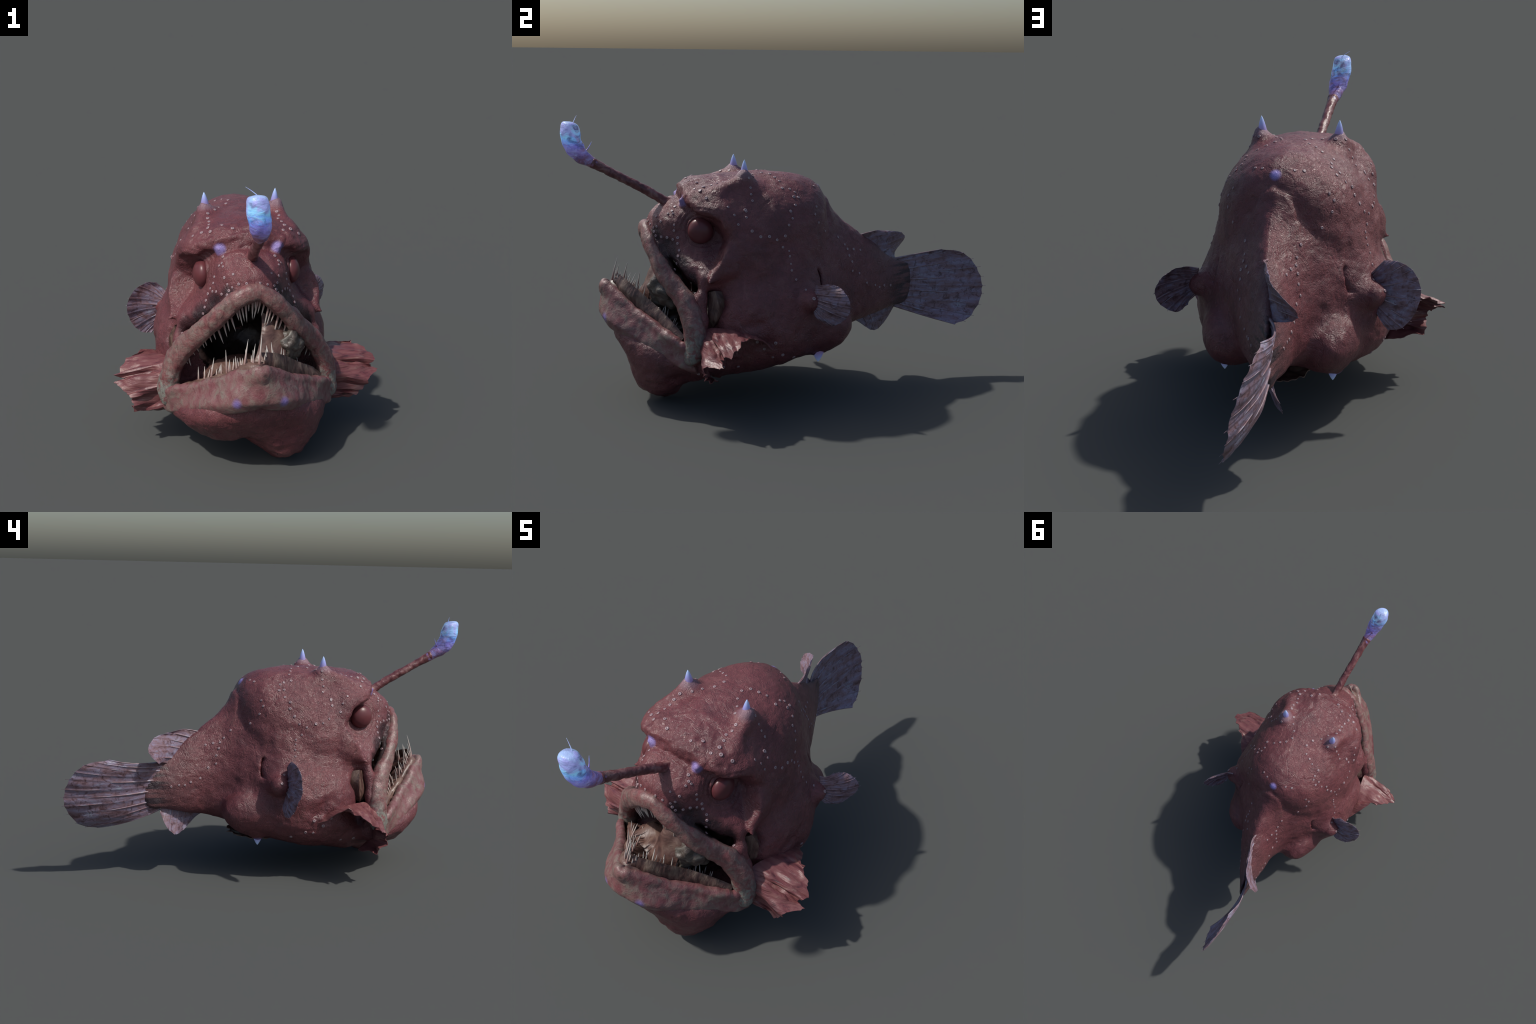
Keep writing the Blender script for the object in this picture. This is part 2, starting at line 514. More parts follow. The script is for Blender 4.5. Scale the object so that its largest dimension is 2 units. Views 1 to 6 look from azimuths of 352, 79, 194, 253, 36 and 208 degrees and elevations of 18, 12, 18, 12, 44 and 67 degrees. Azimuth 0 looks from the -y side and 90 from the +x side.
# face below the brow, widening into cheeks that overhang the jaw joint
face = loft_z([(0.46, 0.20, -0.42, -0.28), (0.50, 0.270, -0.485, -0.29), (0.55, 0.297, -0.535, -0.30), (0.60, 0.280, -0.575, -0.30),
               (0.65, 0.235, -0.607, -0.31), (0.70, 0.198, -0.630, -0.32), (0.75, 0.180, -0.645, -0.32), (0.80, 0.170, -0.636, -0.32),
               (0.85, 0.155, -0.590, -0.31), (0.885, 0.135, -0.535, -0.30), (0.92, 0.10, -0.46, -0.30)], 2.5, 3.0, 0.2)
temple = ball((0.195, -0.215, 0.650), (0.102, 0.120, 0.150))
cheek = ball((0.208, -0.335, 0.635), (0.112, 0.125, 0.130))
cheek = smax(cheek, -0.412 + 0.55 * (Z - 0.57) - Y, 0.010)
cheek = smax(cheek, (0.562 - Z) - 0.25 * (Y + 0.40) + 0.10 * (AX - 0.3), 0.012)
cheek_tip = cone((0.27, -0.36, 0.595), (0.318, -0.412, 0.566), 0.030, 0.006)
throat = loft_y([(-0.80, 0.05, 0.30, 0.33, 0.280), (-0.785, 0.130, 0.29, 0.36, 0.255), (-0.75, 0.195, 0.27, 0.36, 0.200),
                 (-0.70, 0.238, 0.25, 0.35, 0.150), (-0.62, 0.292, 0.23, 0.32, 0.112), (-0.53, 0.325, 0.22, 0.30, 0.096),
                 (-0.45, 0.345, 0.22, 0.30, 0.090), (-0.36, 0.34, 0.23, 0.30, 0.100), (-0.30, 0.30, 0.24, 0.30, 0.115)], 2.4, 1.9)
crop = ball((0.110, -0.605, 0.136), (0.110, 0.125, 0.105), False)
keel = ball((0.088, -0.580, 0.061), (0.032, 0.055, 0.056), False)
pouch = ball((0.172, 0.075, 0.325), (0.120, 0.180, 0.125))
belly_fin = cone((0.178, 0.11, 0.275), (0.207, 0.090, 0.202), 0.070, 0.014)
arm = cone((0.235, 0.005, 0.475), (0.322, 0.022, 0.472), 0.085, 0.048)
knob = cone((0.108, -0.492, 0.868), (0.120, -0.508, 0.888), 0.022, 0.010)
horn_base = cone((0.138, -0.225, 0.94), (0.151, -0.237, 0.998), 0.050, 0.014)
ridge = cone((0.150, -0.24, 0.975), (0.185, -0.36, 0.925), 0.020, 0.014)
back_spine = cone((0.0, 0.100, 0.898), (0.002, 0.126, 0.922), 0.020, 0.004)
cave = ball((0.0, -0.585, 0.475), (0.245, 0.255, 0.205))
gullet = ball((0.0, -0.40, 0.42), (0.17, 0.2, 0.13))
cave = smin(cave, gullet, 0.05)

body = smin(trunk, dome, 0.055)
body = smin(body, temple, 0.05)
body = smin(body, face, 0.028)
body = smin(body, cheek, 0.012)
body = smin(body, cheek_tip, 0.03)
body = smin(body, throat, 0.045)
body = smin(body, crop, 0.085)
body = smin(body, keel, 0.04)
body = smin(body, pouch, 0.03)
body = smin(body, belly_fin, 0.04)
body = smin(body, arm, 0.03)
body = smin(body, horn_base, 0.05)
body = smin(body, ridge, 0.05)
body = smin(body, back_spine, 0.02)
# eye sockets, the crease behind each shoulder, under-cheek hollow, then the mouth
body = smax(body, -ball((0.245, -0.425, 0.765), (0.070, 0.066, 0.064)), 0.03)
slit_y = 0.066 + 0.022 * np.cos((Z - 0.530) / 0.075 * 1.5)
slit = np.maximum(np.maximum(np.abs(Y - slit_y) - 0.0045, np.abs(Z - 0.545) - 0.045), np.maximum(0.212 - AX, AX - 0.33))
body = smax(body, -slit, 0.010)
body = smax(body, -ball((0.335, -0.405, 0.475), (0.075, 0.075, 0.070)), 0.012)
for a, b in (((0.330, -0.37, 0.535), (0.358, -0.26, 0.560)), ((0.358, -0.26, 0.560), (0.375, -0.13, 0.575))):
    body = smax(body, -cone(a, b, 0.022, 0.016), 0.04)
BROW = [(0.0, -0.520, 0.893), (0.10, -0.512, 0.880), (0.165, -0.478, 0.848), (0.215, -0.430, 0.812), (0.262, -0.378, 0.800)]
for (a, b), r in zip(zip(BROW, BROW[1:]), (0.003, 0.008, 0.012, 0.015)):
    body = smax(body, -cone(a, b, r, r + 0.003), 0.022)
body = smax(body, -cave, 0.02)
body = smin(body, knob, 0.012)
# fold of skin behind the upper lip, closing the face onto it
FOLD = [(0.0, -0.628, 0.752), (0.058, -0.624, 0.728), (0.110, -0.608, 0.676), (0.162, -0.578, 0.613), (0.214, -0.538, 0.550), (0.262, -0.486, 0.480), (0.292, -0.455, 0.405)]
for a, b in zip(FOLD, FOLD[1:]):
    body = smin(body, cone(a, b, 0.024, 0.024), 0.012)
# skin strap that ties the cheek to the jaw joint behind the lip
STRAP = [(0.258, -0.430, 0.575), (0.280, -0.440, 0.49), (0.308, -0.440, 0.40), (0.322, -0.440, 0.31), (0.320, -0.440, 0.20)]
for a, b in zip(STRAP, STRAP[1:]):
    body = smin(body, cone(a, b, 0.021, 0.021), 0.025)


def surface_nets(F):
    """quad mesh of the zero level of F"""
    S = F < 0
    nx, ny, nz = F.shape
    cnt = np.zeros((nx - 1, ny - 1, nz - 1), np.uint8)
    for dx in (0, 1):
        for dy in (0, 1):
            for dz in (0, 1):
                cnt += S[dx:nx - 1 + dx, dy:ny - 1 + dy, dz:nz - 1 + dz]
    act = (cnt > 0) & (cnt < 8)
    ijk = np.argwhere(act)
    idx = np.full(act.shape, -1, np.int64)
    idx[act] = np.arange(len(ijk))
    corner = np.array([(a, b, c) for a in (0, 1) for b in (0, 1) for c in (0, 1)])
    val = np.stack([F[tuple((ijk + c).T)] for c in corner], 1)
    acc = np.zeros((len(ijk), 3)); num = np.zeros(len(ijk))
    for a in range(8):
        for b in range(a + 1, 8):
            if np.abs(corner[a] - corner[b]).sum() == 1:
                va, vb = val[:, a], val[:, b]
                m = (va < 0) != (vb < 0)
                t = np.where(m, va / np.where(m, va - vb, 1), 0)
                p = corner[a] + t[:, None] * (corner[b] - corner[a])
                acc[m] += p[m]; num[m] += 1
    V = LO + H * (ijk + acc / num[:, None])
    quads = []
    for ax in range(3):
        o = [i for i in range(3) if i != ax]
        sl0 = [slice(None)] * 3; sl1 = [slice(None)] * 3
        sl0[ax] = slice(0, -1); sl1[ax] = slice(1, None)
        A, B = S[tuple(sl0)], S[tuple(sl1)]
        e = np.argwhere(A != B)
        ok = (e[:, o[0]] > 0) & (e[:, o[1]] > 0) & (e[:, o[0]] < F.shape[o[0]] - 1) & (e[:, o[1]] < F.shape[o[1]] - 1)
        e = e[ok]
        inside = A[tuple(e.T)]
        q = []
        for d0, d1 in ((-1, -1), (0, -1), (0, 0), (-1, 0)):
            c = e.copy(); c[:, o[0]] += d0; c[:, o[1]] += d1
            q.append(idx[tuple(c.T)])
        q = np.stack(q, 1)
        flip = inside if ax == 1 else ~inside
        q[flip] = q[flip][:, ::-1]
        quads.append(q)
    return V, np.concatenate(quads)


V, Q = surface_nets(body)
# light relaxing to even out the lattice
edges = np.concatenate([Q[:, [0, 1]], Q[:, [1, 2]], Q[:, [2, 3]], Q[:, [3, 0]]])
for it in range(3):
    acc = np.zeros_like(V); num = np.zeros(len(V))
    for a, b in ((0, 1), (1, 0)):
        np.add.at(acc, edges[:, a], V[edges[:, b]]); np.add.at(num, edges[:, a], 1)
    V = V + 0.5 * (acc / num[:, None] - V)


def vert_normals(V, Q):
    n = np.cross(V[Q[:, 2]] - V[Q[:, 0]], V[Q[:, 3]] - V[Q[:, 1]])
    out = np.zeros_like(V)
    for i in range(4):
        np.add.at(out, Q[:, i], n)
    return out / np.maximum(np.linalg.norm(out, axis=1), 1e-12)[:, None]


VN = vert_normals(V, Q)
# wrinkles, lumps and eye rings pushed along the normal
disp = np.zeros(len(V))
for i, (v, n) in enumerate(zip(V, VN)):
    p = Vector(v)
    d = 0.0050 * noise.noise(p * 11) + 0.0026 * noise.noise(p * 27) + 0.0013 * (1 - abs(noise.noise(Vector((p.x * 55, p.y * 38, p.z * 55)))) * 2)
    brow = math.exp(-((p.y + 0.47) / 0.08) ** 2 - ((p.z - 0.93) / 0.06) ** 2)
    d += brow * (0.006 * noise.noise(p * 40) + 0.010 * noise.noise(Vector((p.x * 14, p.y * 20, p.z * 30))))
    gill = math.exp(-((p.y + 0.2) / 0.12) ** 2 - ((p.z - 0.33) / 0.13) ** 2) * min(1, abs(p.x) / 0.25)
    d += gill * (0.017 * noise.noise(p * 13) + 0.006 * noise.noise(p * 30))
    low = math.exp(-((p.z - 0.1) / 0.10) ** 2) * (1 if p.y < -0.35 else 0.3)
    d += low * (0.018 * noise.noise(p * 8) + 0.016 * (0.35 - abs(noise.noise(Vector((p.x * 9, p.y * 14, p.z * 15))))) + 0.006 * noise.noise(p * 26))
    ex = abs(p.x - CX) - 0.195
    er = math.sqrt(ex * ex * 0.3 + (p.y + 0.425) ** 2 + (p.z - 0.765) ** 2)
    if 0.05 < er < 0.125:
        side = max(0.0, 1 - max(0.0, p.y + 0.40) / 0.05) if p.z > 0.74 else 1.0
        d += 0.0017 * side * math.cos((er - 0.06) * 2 * math.pi / 0.018) * (1 - ((er - 0.0875) / 0.0375) ** 2)
    disp[i] = d
V = V + VN * disp[:, None]
VN = vert_normals(V, Q)

# regions of the one smooth surface become named parts
C = V[Q].mean(1)
ci = tuple(np.clip(np.round((C - LO) / H).astype(int), 0, N - 1).T)
in_mouth = (np.abs(cave[ci]) < 0.016) & (C[:, 1] < -0.2)
region = np.full(len(Q), "torso", dtype=object)
region[C[:, 1] > 0.27] = "tail"
region[(C[:, 1] < -0.30) & (C[:, 2] > 0.42)] = "head"
region[(C[:, 1] < -0.40) & (C[:, 2] <= 0.42)] = "throat"
region[(np.abs(C[:, 0] - CX) > 0.10) & (C[:, 1] > 0.04) & (C[:, 1] < 0.27) & (C[:, 2] < 0.235)] = "pelvic_fin"
region[in_mouth] = "mouth_cavity"
for name in ("head", "torso", "tail", "throat", "pelvic_fin", "mouth_cavity"):
    sel = Q[region == name]
    if not len(sel):
        continue
    used, inv = np.unique(sel, return_inverse=True)
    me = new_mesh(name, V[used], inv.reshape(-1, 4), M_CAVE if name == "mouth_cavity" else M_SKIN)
    me.normals_split_custom_set_from_vertices([tuple(n) for n in VN[used]])
    new_obj(name, me, fish)

TREE = BVHTree.FromPolygons([tuple(v) for v in V], [tuple(map(int, q)) for q in Q])

# ------------------------------------------------------------------ eyes
me = bpy.data.meshes.new("eye")
bm = bmesh.new()
bmesh.ops.create_uvsphere(bm, u_segments=40, v_segments=24, radius=1)
bm.to_mesh(me); bm.free()
me.materials.append(M_EYE)
me.polygons.foreach_set("use_smooth", [True] * len(me.polygons))
for side in (1, -1):
    ob = new_obj("eye", me, fish)
    ob.location = (CX + side * 0.183, -0.430, 0.764)
    ob.scale = (0.036, 0.055, 0.056)
    ob.rotation_euler = (0, side * -0.05, side * -0.10)


# thin lid around each eye
v = []
for i in range(48):
    a = 2 * math.pi * i / 48
    for j in range(10):
        b = 2 * math.pi * j / 10
        r = 1.06 + 0.13 * math.cos(b) + 0.03 * math.sin(3 * a + 1)
        v.append((0.20 * math.sin(b) - 0.38, r * math.cos(a), r * math.sin(a)))
fc = [(i * 10 + j, i * 10 + (j + 1) % 10, ((i + 1) % 48) * 10 + (j + 1) % 10, ((i + 1) % 48) * 10 + j) for i in range(48) for j in range(10)]
for side in (1, -1):
    w = [Matrix.Rotation(side * -0.10, 3, "Z") @ Vector((side * x * 0.05, y * 0.053, z * 0.054)) + Vector((CX + side * 0.183, -0.430, 0.764)) for x, y, z in v]
    me = new_mesh("eyelid", [p + Vector((0.004 * noise.noise(p * 40), 0.004 * noise.noise(p * 33), 0)) for p in w], fc, M_SKIN)
    fix_normals(me)
    new_obj("eyelid", me, fish)

# ------------------------------------------------------------------ lips and jaw
def mirror(pts):
    """full curve from the +x half listed from the middle outwards"""
    right = [np.array(p, float) for p in pts]
    left = [np.array((2 * CX - p[0], p[1], p[2])) for p in right[:0:-1]]
    return left + right


def lip_sweep(path, ra, rb, name, mat, n=170, sides=30, lump=0.0035, freq=26):
    """elliptic sweep: ra across the face of the lip, rb front to back; ends rounded"""
    P = catmull(path, n)
    A = pchip(np.linspace(0, 1, n), np.linspace(0, 1, len(ra)), ra)
    B = pchip(np.linspace(0, 1, n), np.linspace(0, 1, len(rb)), rb)
    verts = []
    for i in range(n):
        t = P[min(i + 1, n - 1)] - P[max(i - 1, 0)]; t /= np.linalg.norm(t)
        s = i / (n - 1)
        cap = math.sqrt(max(0.0, 1 - max(0.0, abs(s - 0.5) - 0.47) ** 2 / 0.03 ** 2)) + 0.02
        out = np.array([P[i][0] - CX, (P[i][1] + 0.30), 0.12]); out -= t * out.dot(t); out /= np.linalg.norm(out)
        b = np.cross(t, out)
        for j in range(sides):
            a = 2 * math.pi * j / sides
            c, d = math.cos(a), math.sin(a)
            v = P[i] + cap * (out * B[i] * c + b * A[i] * d)
            nn = Vector(out * c + b * d)
            v = Vector(v) + nn * lump * (1.6 * noise.noise(Vector(v) * freq * 0.45) + noise.noise(Vector(v) * freq) + 0.5 * noise.noise(Vector(v) * freq * 2.6) - 0.9 * max(0.0, 1 - abs(c - 0.15) / 0.22) * (d > -0.2))
            verts.append(v)
    faces = grid_faces(n, sides, True)
    verts += [Vector(P[0]), Vector(P[-1])]
    for j in range(sides):
        k = (j + 1) % sides
        faces.append((n * sides, k, j)); faces.append((n * sides + 1, (n - 1) * sides + j, (n - 1) * sides + k))
    me = new_mesh(name, verts, faces, mat)
    fix_normals(me)
    return new_obj(name, me, fish)


UPPER = mirror([(CX, -0.655, 0.752), (0.042, -0.650, 0.730), (0.094, -0.633, 0.676), (0.146, -0.603, 0.613), (0.200, -0.560, 0.548),
                (0.252, -0.506, 0.474), (0.290, -0.480, 0.400), (0.312, -0.474, 0.325), (0.316, -0.482, 0.255), (0.318, -0.475, 0.215)])
lip_sweep(UPPER, [0.030, 0.050, 0.050, 0.045, 0.039, 0.036, 0.035, 0.036, 0.039, 0.045, 0.050, 0.050, 0.030],
          [0.030, 0.040, 0.038, 0.031, 0.027, 0.024, 0.023, 0.024, 0.027, 0.031, 0.038, 0.040, 0.030], "upper_lip", M_LIP, lump=0.0048)
# lower jaw: top rim and lower border, each a curve from corner to corner
J_TOP = mirror([(CX, -0.838, 0.520), (0.045, -0.790, 0.492), (0.105, -0.728, 0.446), (0.170, -0.658, 0.400), (0.235, -0.600, 0.358), (0.300, -0.545, 0.322), (0.322, -0.500, 0.300)])
J_BOT = mirror([(CX, -0.856, 0.372), (0.085, -0.836, 0.366), (0.150, -0.775, 0.335), (0.205, -0.700, 0.295), (0.260, -0.620, 0.248), (0.318, -0.530, 0.205), (0.335, -0.470, 0.190)])
nj = 140
T = catmull(J_TOP, nj); B = catmull(J_BOT, nj)
SEC = catmull([(-0.16, 0.040), (-0.08, 0.014), (0.02, -0.003), (0.16, -0.008), (0.40, -0.008), (0.62, -0.008), (0.82, -0.013), (0.97, -0.007),
               (1.03, 0.008), (1.00, 0.024), (0.92, 0.030), (0.80, 0.028), (0.45, 0.044), (0.05, 0.060)], 44, True)
jaw_v = []
for i in range(nj):
    t = T[min(i + 1, nj - 1)] - T[max(i - 1, 0)]; t /= np.linalg.norm(t)
    h = T[i] - B[i]
    inw = np.cross(t, h); inw /= np.linalg.norm(inw)
    if inw.dot(np.array([CX, -0.5, 0.5]) - T[i]) < 0:
        inw = -inw
    mid = abs(i / (nj - 1) - 0.5) * 2
    thick = 1.05 - 0.2 * mid
    knobby = 0.006 * math.exp(-(mid / 0.10) ** 2)
    for f, o in SEC:
        v = B[i] + h * f * (1 + (0.09 * noise.noise(Vector((i * 0.09, 2.3, 0))) + 0.05 * noise.noise(Vector((i * 0.33, 7.3, 0)))) * (f > 0.5)) + inw * (o * thick)
        if f > 0.6 and o < 0.02:
            v = v - inw * knobby
        v = Vector(v)
        v += Vector(inw) * -(0.0075 * noise.noise(v * 11) + 0.0030 * noise.noise(v * 36) + 0.0016 * noise.noise(Vector((v.x * 110, v.y * 50, v.z * 20))))
        jaw_v.append(v)
jaw_f = grid_faces(nj, len(SEC), True)
m = len(SEC)
jaw_f += [tuple(range(m)), tuple((nj - 1) * m + j for j in range(m - 1, -1, -1))]
me = new_mesh("lower_jaw", jaw_v, jaw_f, M_JAW)
fix_normals(me)
lower_jaw = new_obj("lower_jaw", me, fish)

# gum ridge inside the jaw, and the torn lining that stands up along the +x half
GUM = [np.array((p[0] * 0.86 + CX * 0.14, p[1] + 0.038 - 0.02 * abs(p[0]), p[2] - 0.028)) for p in J_TOP[1:-1]]
lip_sweep(GUM, [0.020, 0.024, 0.026, 0.024, 0.020], [0.020, 0.022, 0.024, 0.022, 0.020], "gum", M_GUM, n=90, sides=16, lump=0.005, freq=30)


def thick_sheet(rows, name, mat, thick=0.005, crumple=0.0, freq=18, sub=(8, 8), parent=fish, edge_noise=0.0, sharp=False, pleat=0.0):
    """sheet through rows of points (all rows of equal length), given thickness"""
    R = [np.array(r, float) for r in rows]
    nu, nv = (len(R) - 1) * sub[0] + 1, (len(R[0]) - 1) * sub[1] + 1
    G = np.zeros((nu, nv, 3))
    fine = []
    s_seed = RNG.uniform(0, 9)
    for r in R:
        if sharp:
            u = np.linspace(0, len(r) - 1, nv); k = np.minimum(u.astype(int), len(r) - 2); t = (u - k)[:, None]
            fine.append(r[k] * (1 - t) + r[k + 1] * t)
        else:
            fine.append(catmull(r, nv))
    fine = np.array(fine)
    for j in range(nv):
        G[:, j] = catmull(fine[:, j], nu)
    du = np.gradient(G, axis=0); dv = np.gradient(G, axis=1)
    nrm = np.cross(du, dv); nrm /= np.maximum(np.linalg.norm(nrm, axis=2), 1e-9)[:, :, None]
    verts = []
    for s in (1, -1):
        for i in range(nu):
            for j in range(nv):
                p = Vector(G[i, j]); n = Vector(nrm[i, j])
                f = i / (nu - 1)
                p = p + n * (crumple * (noise.noise(p * freq) + 0.4 * noise.noise(p * freq * 2.7)) * min(1, f * 3))
                if pleat:      # radiating folds, deeper towards the rim
                    w = j / (nv - 1) * 9 + 0.8 * noise.noise(Vector((j * 0.11, 5.0, s_seed)))
                    p = p + n * (pleat * (4 * abs(w % 1 - 0.5) - 1) * f)
                if edge_noise:
                    d = Vector(du[i, j]).normalized()
                    p = p + d * edge_noise * f * f * noise.noise(Vector(G[-1, j]) * 60)
                verts.append(p + n * (s * thick * 0.5 * (1 - 0.6 * f)))
    faces = []
    o = nu * nv
    for a, b, c, d in grid_faces(nu, nv):
        faces.append((a, b, c, d)); faces.append((o + d, o + c, o + b, o + a))
    loop = [(0, j) for j in range(nv)] + [(i, nv - 1) for i in range(1, nu)] + [(nu - 1, j) for j in range(nv - 2, -1, -1)] + [(i, 0) for i in range(nu - 2, 0, -1)]
    loop = [i * nv + j for i, j in loop]
    for a, b in zip(loop, loop[1:] + loop[:1]):
        faces.append((b, a, o + a, o + b))
    me = new_mesh(name, verts, faces, mat)
    fix_normals(me)
    me.set_sharp_from_angle(angle=math.radians(40))
    return new_obj(name, me, parent)


lining_low = [(0.0, -0.800, 0.500), (0.055, -0.765, 0.465), (0.115, -0.700, 0.420), (0.175, -0.640, 0.375), (0.235, -0.585, 0.335), (0.285, -0.535, 0.305)]
lining_top = [(-0.006, -0.780, 0.556), (0.065, -0.735, 0.528), (0.120, -0.672, 0.480), (0.175, -0.610, 0.430), (0.232, -0.560, 0.385), (0.282, -0.515, 0.335)]
lining_mid = [((a[0] + b[0]) / 2 + 0.004, (a[1] + b[1]) / 2 - 0.003, (a[2] + b[2]) / 2) for a, b in zip(lining_low, lining_top)]
thick_sheet([lining_low, lining_mid, lining_top], "mouth_membrane", M_STRIPE, 0.005, 0.005, 24, (6, 8))
# a second torn lining, lower, on the other half
thick_sheet([[(2 * CX - x, y + 0.03, z - 0.005) for x, y, z in lining_low],
             [(2 * CX - x * 0.86, y + 0.075, z - 0.03) for x, y, z in lining_low],
             [(2 * CX - x * 0.70, y + 0.14, z - 0.10) for x, y, z in lining_low]], "mouth_membrane", M_GUM, 0.006, 0.010, 24, (6, 8))


def lump(name, c, r, mat, rot=(0, 0, 0), amp=0.012, freq=14):
    bm = bmesh.new()
    bmesh.ops.create_icosphere(bm, subdivisions=5, radius=1)
    R = Matrix.LocRotScale(Vector(c), __import__("mathutils").Euler(rot), Vector(r))
    for v in bm.verts:
        n = v.co.copy(); v.co = R @ v.co
        v.co += n * amp * (noise.noise(v.co * freq) + 0.6 * noise.noise(v.co * freq * 2.5))
    me = bpy.data.meshes.new(name); bm.to_mesh(me); bm.free()
    me.materials.append(mat)
    me.polygons.foreach_set("use_smooth", [True] * len(me.polygons))
    return new_obj(name, me, fish)


lump("tongue", (0.108, -0.560, 0.490), (0.066, 0.078, 0.110), M_TONGUE, (0.55, 0.35, 0.2), 0.030, 15)
thick_sheet([[(0.02, -0.60, 0.65), (0.06, -0.60, 0.62), (0.11, -0.59, 0.57)], [(0.015, -0.63, 0.56), (0.055, -0.645, 0.55), (0.11, -0.63, 0.52)],
             [(-0.02, -0.67, 0.46), (0.04, -0.69, 0.46), (0.10, -0.66, 0.43)], [(-0.05, -0.69, 0.39), (0.03, -0.71, 0.39), (0.10, -0.68, 0.37)]], "mouth_membrane", M_GUM, 0.010, 0.012, 20, (7, 7))
lump("mouth_floor", (-0.05, -0.60, 0.345), (0.17, 0.17, 0.060), M_GUM, (0.35, 0, 0), 0.018)
# pale gill plate showing in the gap behind each jaw joint
for side in (1, -1):
    q = lambda *ps: [(CX + side * x, y, z) for x, y, z in ps]
    thick_sheet([q((0.268, -0.405, 0.515), (0.292, -0.385, 0.525), (0.275, -0.345, 0.515)), q((0.284, -0.410, 0.470), (0.318, -0.372, 0.468), (0.290, -0.345, 0.470)),
                 q((0.292, -0.415, 0.420), (0.316, -0.382, 0.405), (0.292, -0.350, 0.420)), q((0.286, -0.415, 0.380), (0.292, -0.395, 0.365), (0.284, -0.370, 0.380))],
                "gill_plate", M_STRIPE, 0.009, 0.006, 26, (3, 3), sharp=True)


# ------------------------------------------------------------------ teeth
def tooth_mesh():
    v, f = [], []
    n, s = 9, 10
    for i in range(n):
        t = i / (n - 1)
        r = 0.11 * (1 - t) ** 0.75 + 0.004
        bend = 0.10 * t * t
        for j in range(s):
            a = 2 * math.pi * j / s
            v.append((r * math.cos(a) + bend, r * math.sin(a), t))
    f = grid_faces(n, s, True)
    f += [tuple(range(s - 1, -1, -1)), tuple((n - 1) * s + j for j in range(s))]
    return new_mesh("tooth", v, f, M_TOOTH)


TOOTH = tooth_mesh()


def plant(p, d, length, curl, fat=1.0):
    ob = new_obj("tooth", TOOTH, fish)
    z = Vector(d).normalized()
    x = (Vector(curl) - z * Vector(curl).dot(z)).normalized()
    y = z.cross(x)
    M = Matrix((x, y, z)).transposed().to_4x4()
    ob.matrix_world = Matrix.Translation(Vector(p)) @ M @ Matrix.Diagonal((0.052 * fat, 0.052 * fat, length, 1))


U = catmull(UPPER, 401)
MOUTH = np.array([CX, -0.60, 0.50])
for k in range(36):
    i = int(400 * (0.20 + 0.60 * k / 35 + RNG.uniform(-0.005, 0.005)))
    p = U[i]
    t = U[i + 1] - U[i - 1]; t /= np.linalg.norm(t)
    inw = MOUTH - p; inw -= t * inw.dot(t); inw /= np.linalg.norm(inw)
    base = Vector(p + inw * 0.030)
    e = abs(i / 400 - 0.5)
    L = RNG.choice((0.052, 0.062, 0.078, 0.090)) * (1 - 0.45 * max(0, e - 0.12) / 0.2)
    d = Vector(inw) * 0.30 + Vector((RNG.uniform(-.08, .08), 0.05 + RNG.uniform(-.05, .05), -0.75))
    plant(base, d, L, (-(p[0] - CX), 0.6, 0), 0.75 + 2.4 * L)
G = catmull(GUM, 401)
for row, count in ((0, 27), (1, 20), (2, 16)):
    for k in range(count):
        s = 0.10 + 0.80 * (k + 0.5 * row) / (count - 1) + RNG.uniform(-0.014, 0.014)
        if s > 0.93:
            continue
        p = Vector(G[int(s * 400)])
        e = abs(s - 0.5)
        base = p + Vector((-(p.x - CX) * (0.02 + 0.08 * row), 0.012 * row - 0.004, 0.014))
        L = (RNG.choice((0.050, 0.066, 0.090, 0.108, 0.120)) if row == 0 else RNG.uniform(0.03, 0.075)) * (1.05 - 0.45 * max(0, e - 0.05) / 0.4)
        lean = Vector((-(p.x - CX) * 0.30 + RNG.uniform(-.18, .18), 0.20 + RNG.uniform(-.20, .20), 1))
        plant(base, lean, L, (-(p.x - CX) * 0.5, 1, 0), 0.68 + 2.3 * L)

# ------------------------------------------------------------------ horns
v, f = [], []
for i in range(12):
    t = i / 11
    r = (0.30 * (1 - t) ** 0.9 + 0.055 * (1 - t ** 6)) * (1 + 0.4 * max(0, 0.25 - t))
    for j in range(16):
        a = 2 * math.pi * j / 16
        v.append((r * math.cos(a), r * math.sin(a), t))
f = grid_faces(12, 16, True) + [tuple(range(15, -1, -1)), tuple(11 * 16 + j for j in range(16))]
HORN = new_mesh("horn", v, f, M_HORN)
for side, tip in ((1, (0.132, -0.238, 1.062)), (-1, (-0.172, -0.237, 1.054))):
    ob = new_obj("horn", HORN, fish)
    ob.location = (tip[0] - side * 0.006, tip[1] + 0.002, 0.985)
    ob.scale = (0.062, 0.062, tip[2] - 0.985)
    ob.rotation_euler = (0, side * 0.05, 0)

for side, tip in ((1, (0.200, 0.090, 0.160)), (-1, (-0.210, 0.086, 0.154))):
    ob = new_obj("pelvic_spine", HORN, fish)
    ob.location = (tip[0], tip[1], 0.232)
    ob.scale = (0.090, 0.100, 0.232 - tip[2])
    ob.rotation_euler = (math.pi, 0, 0)

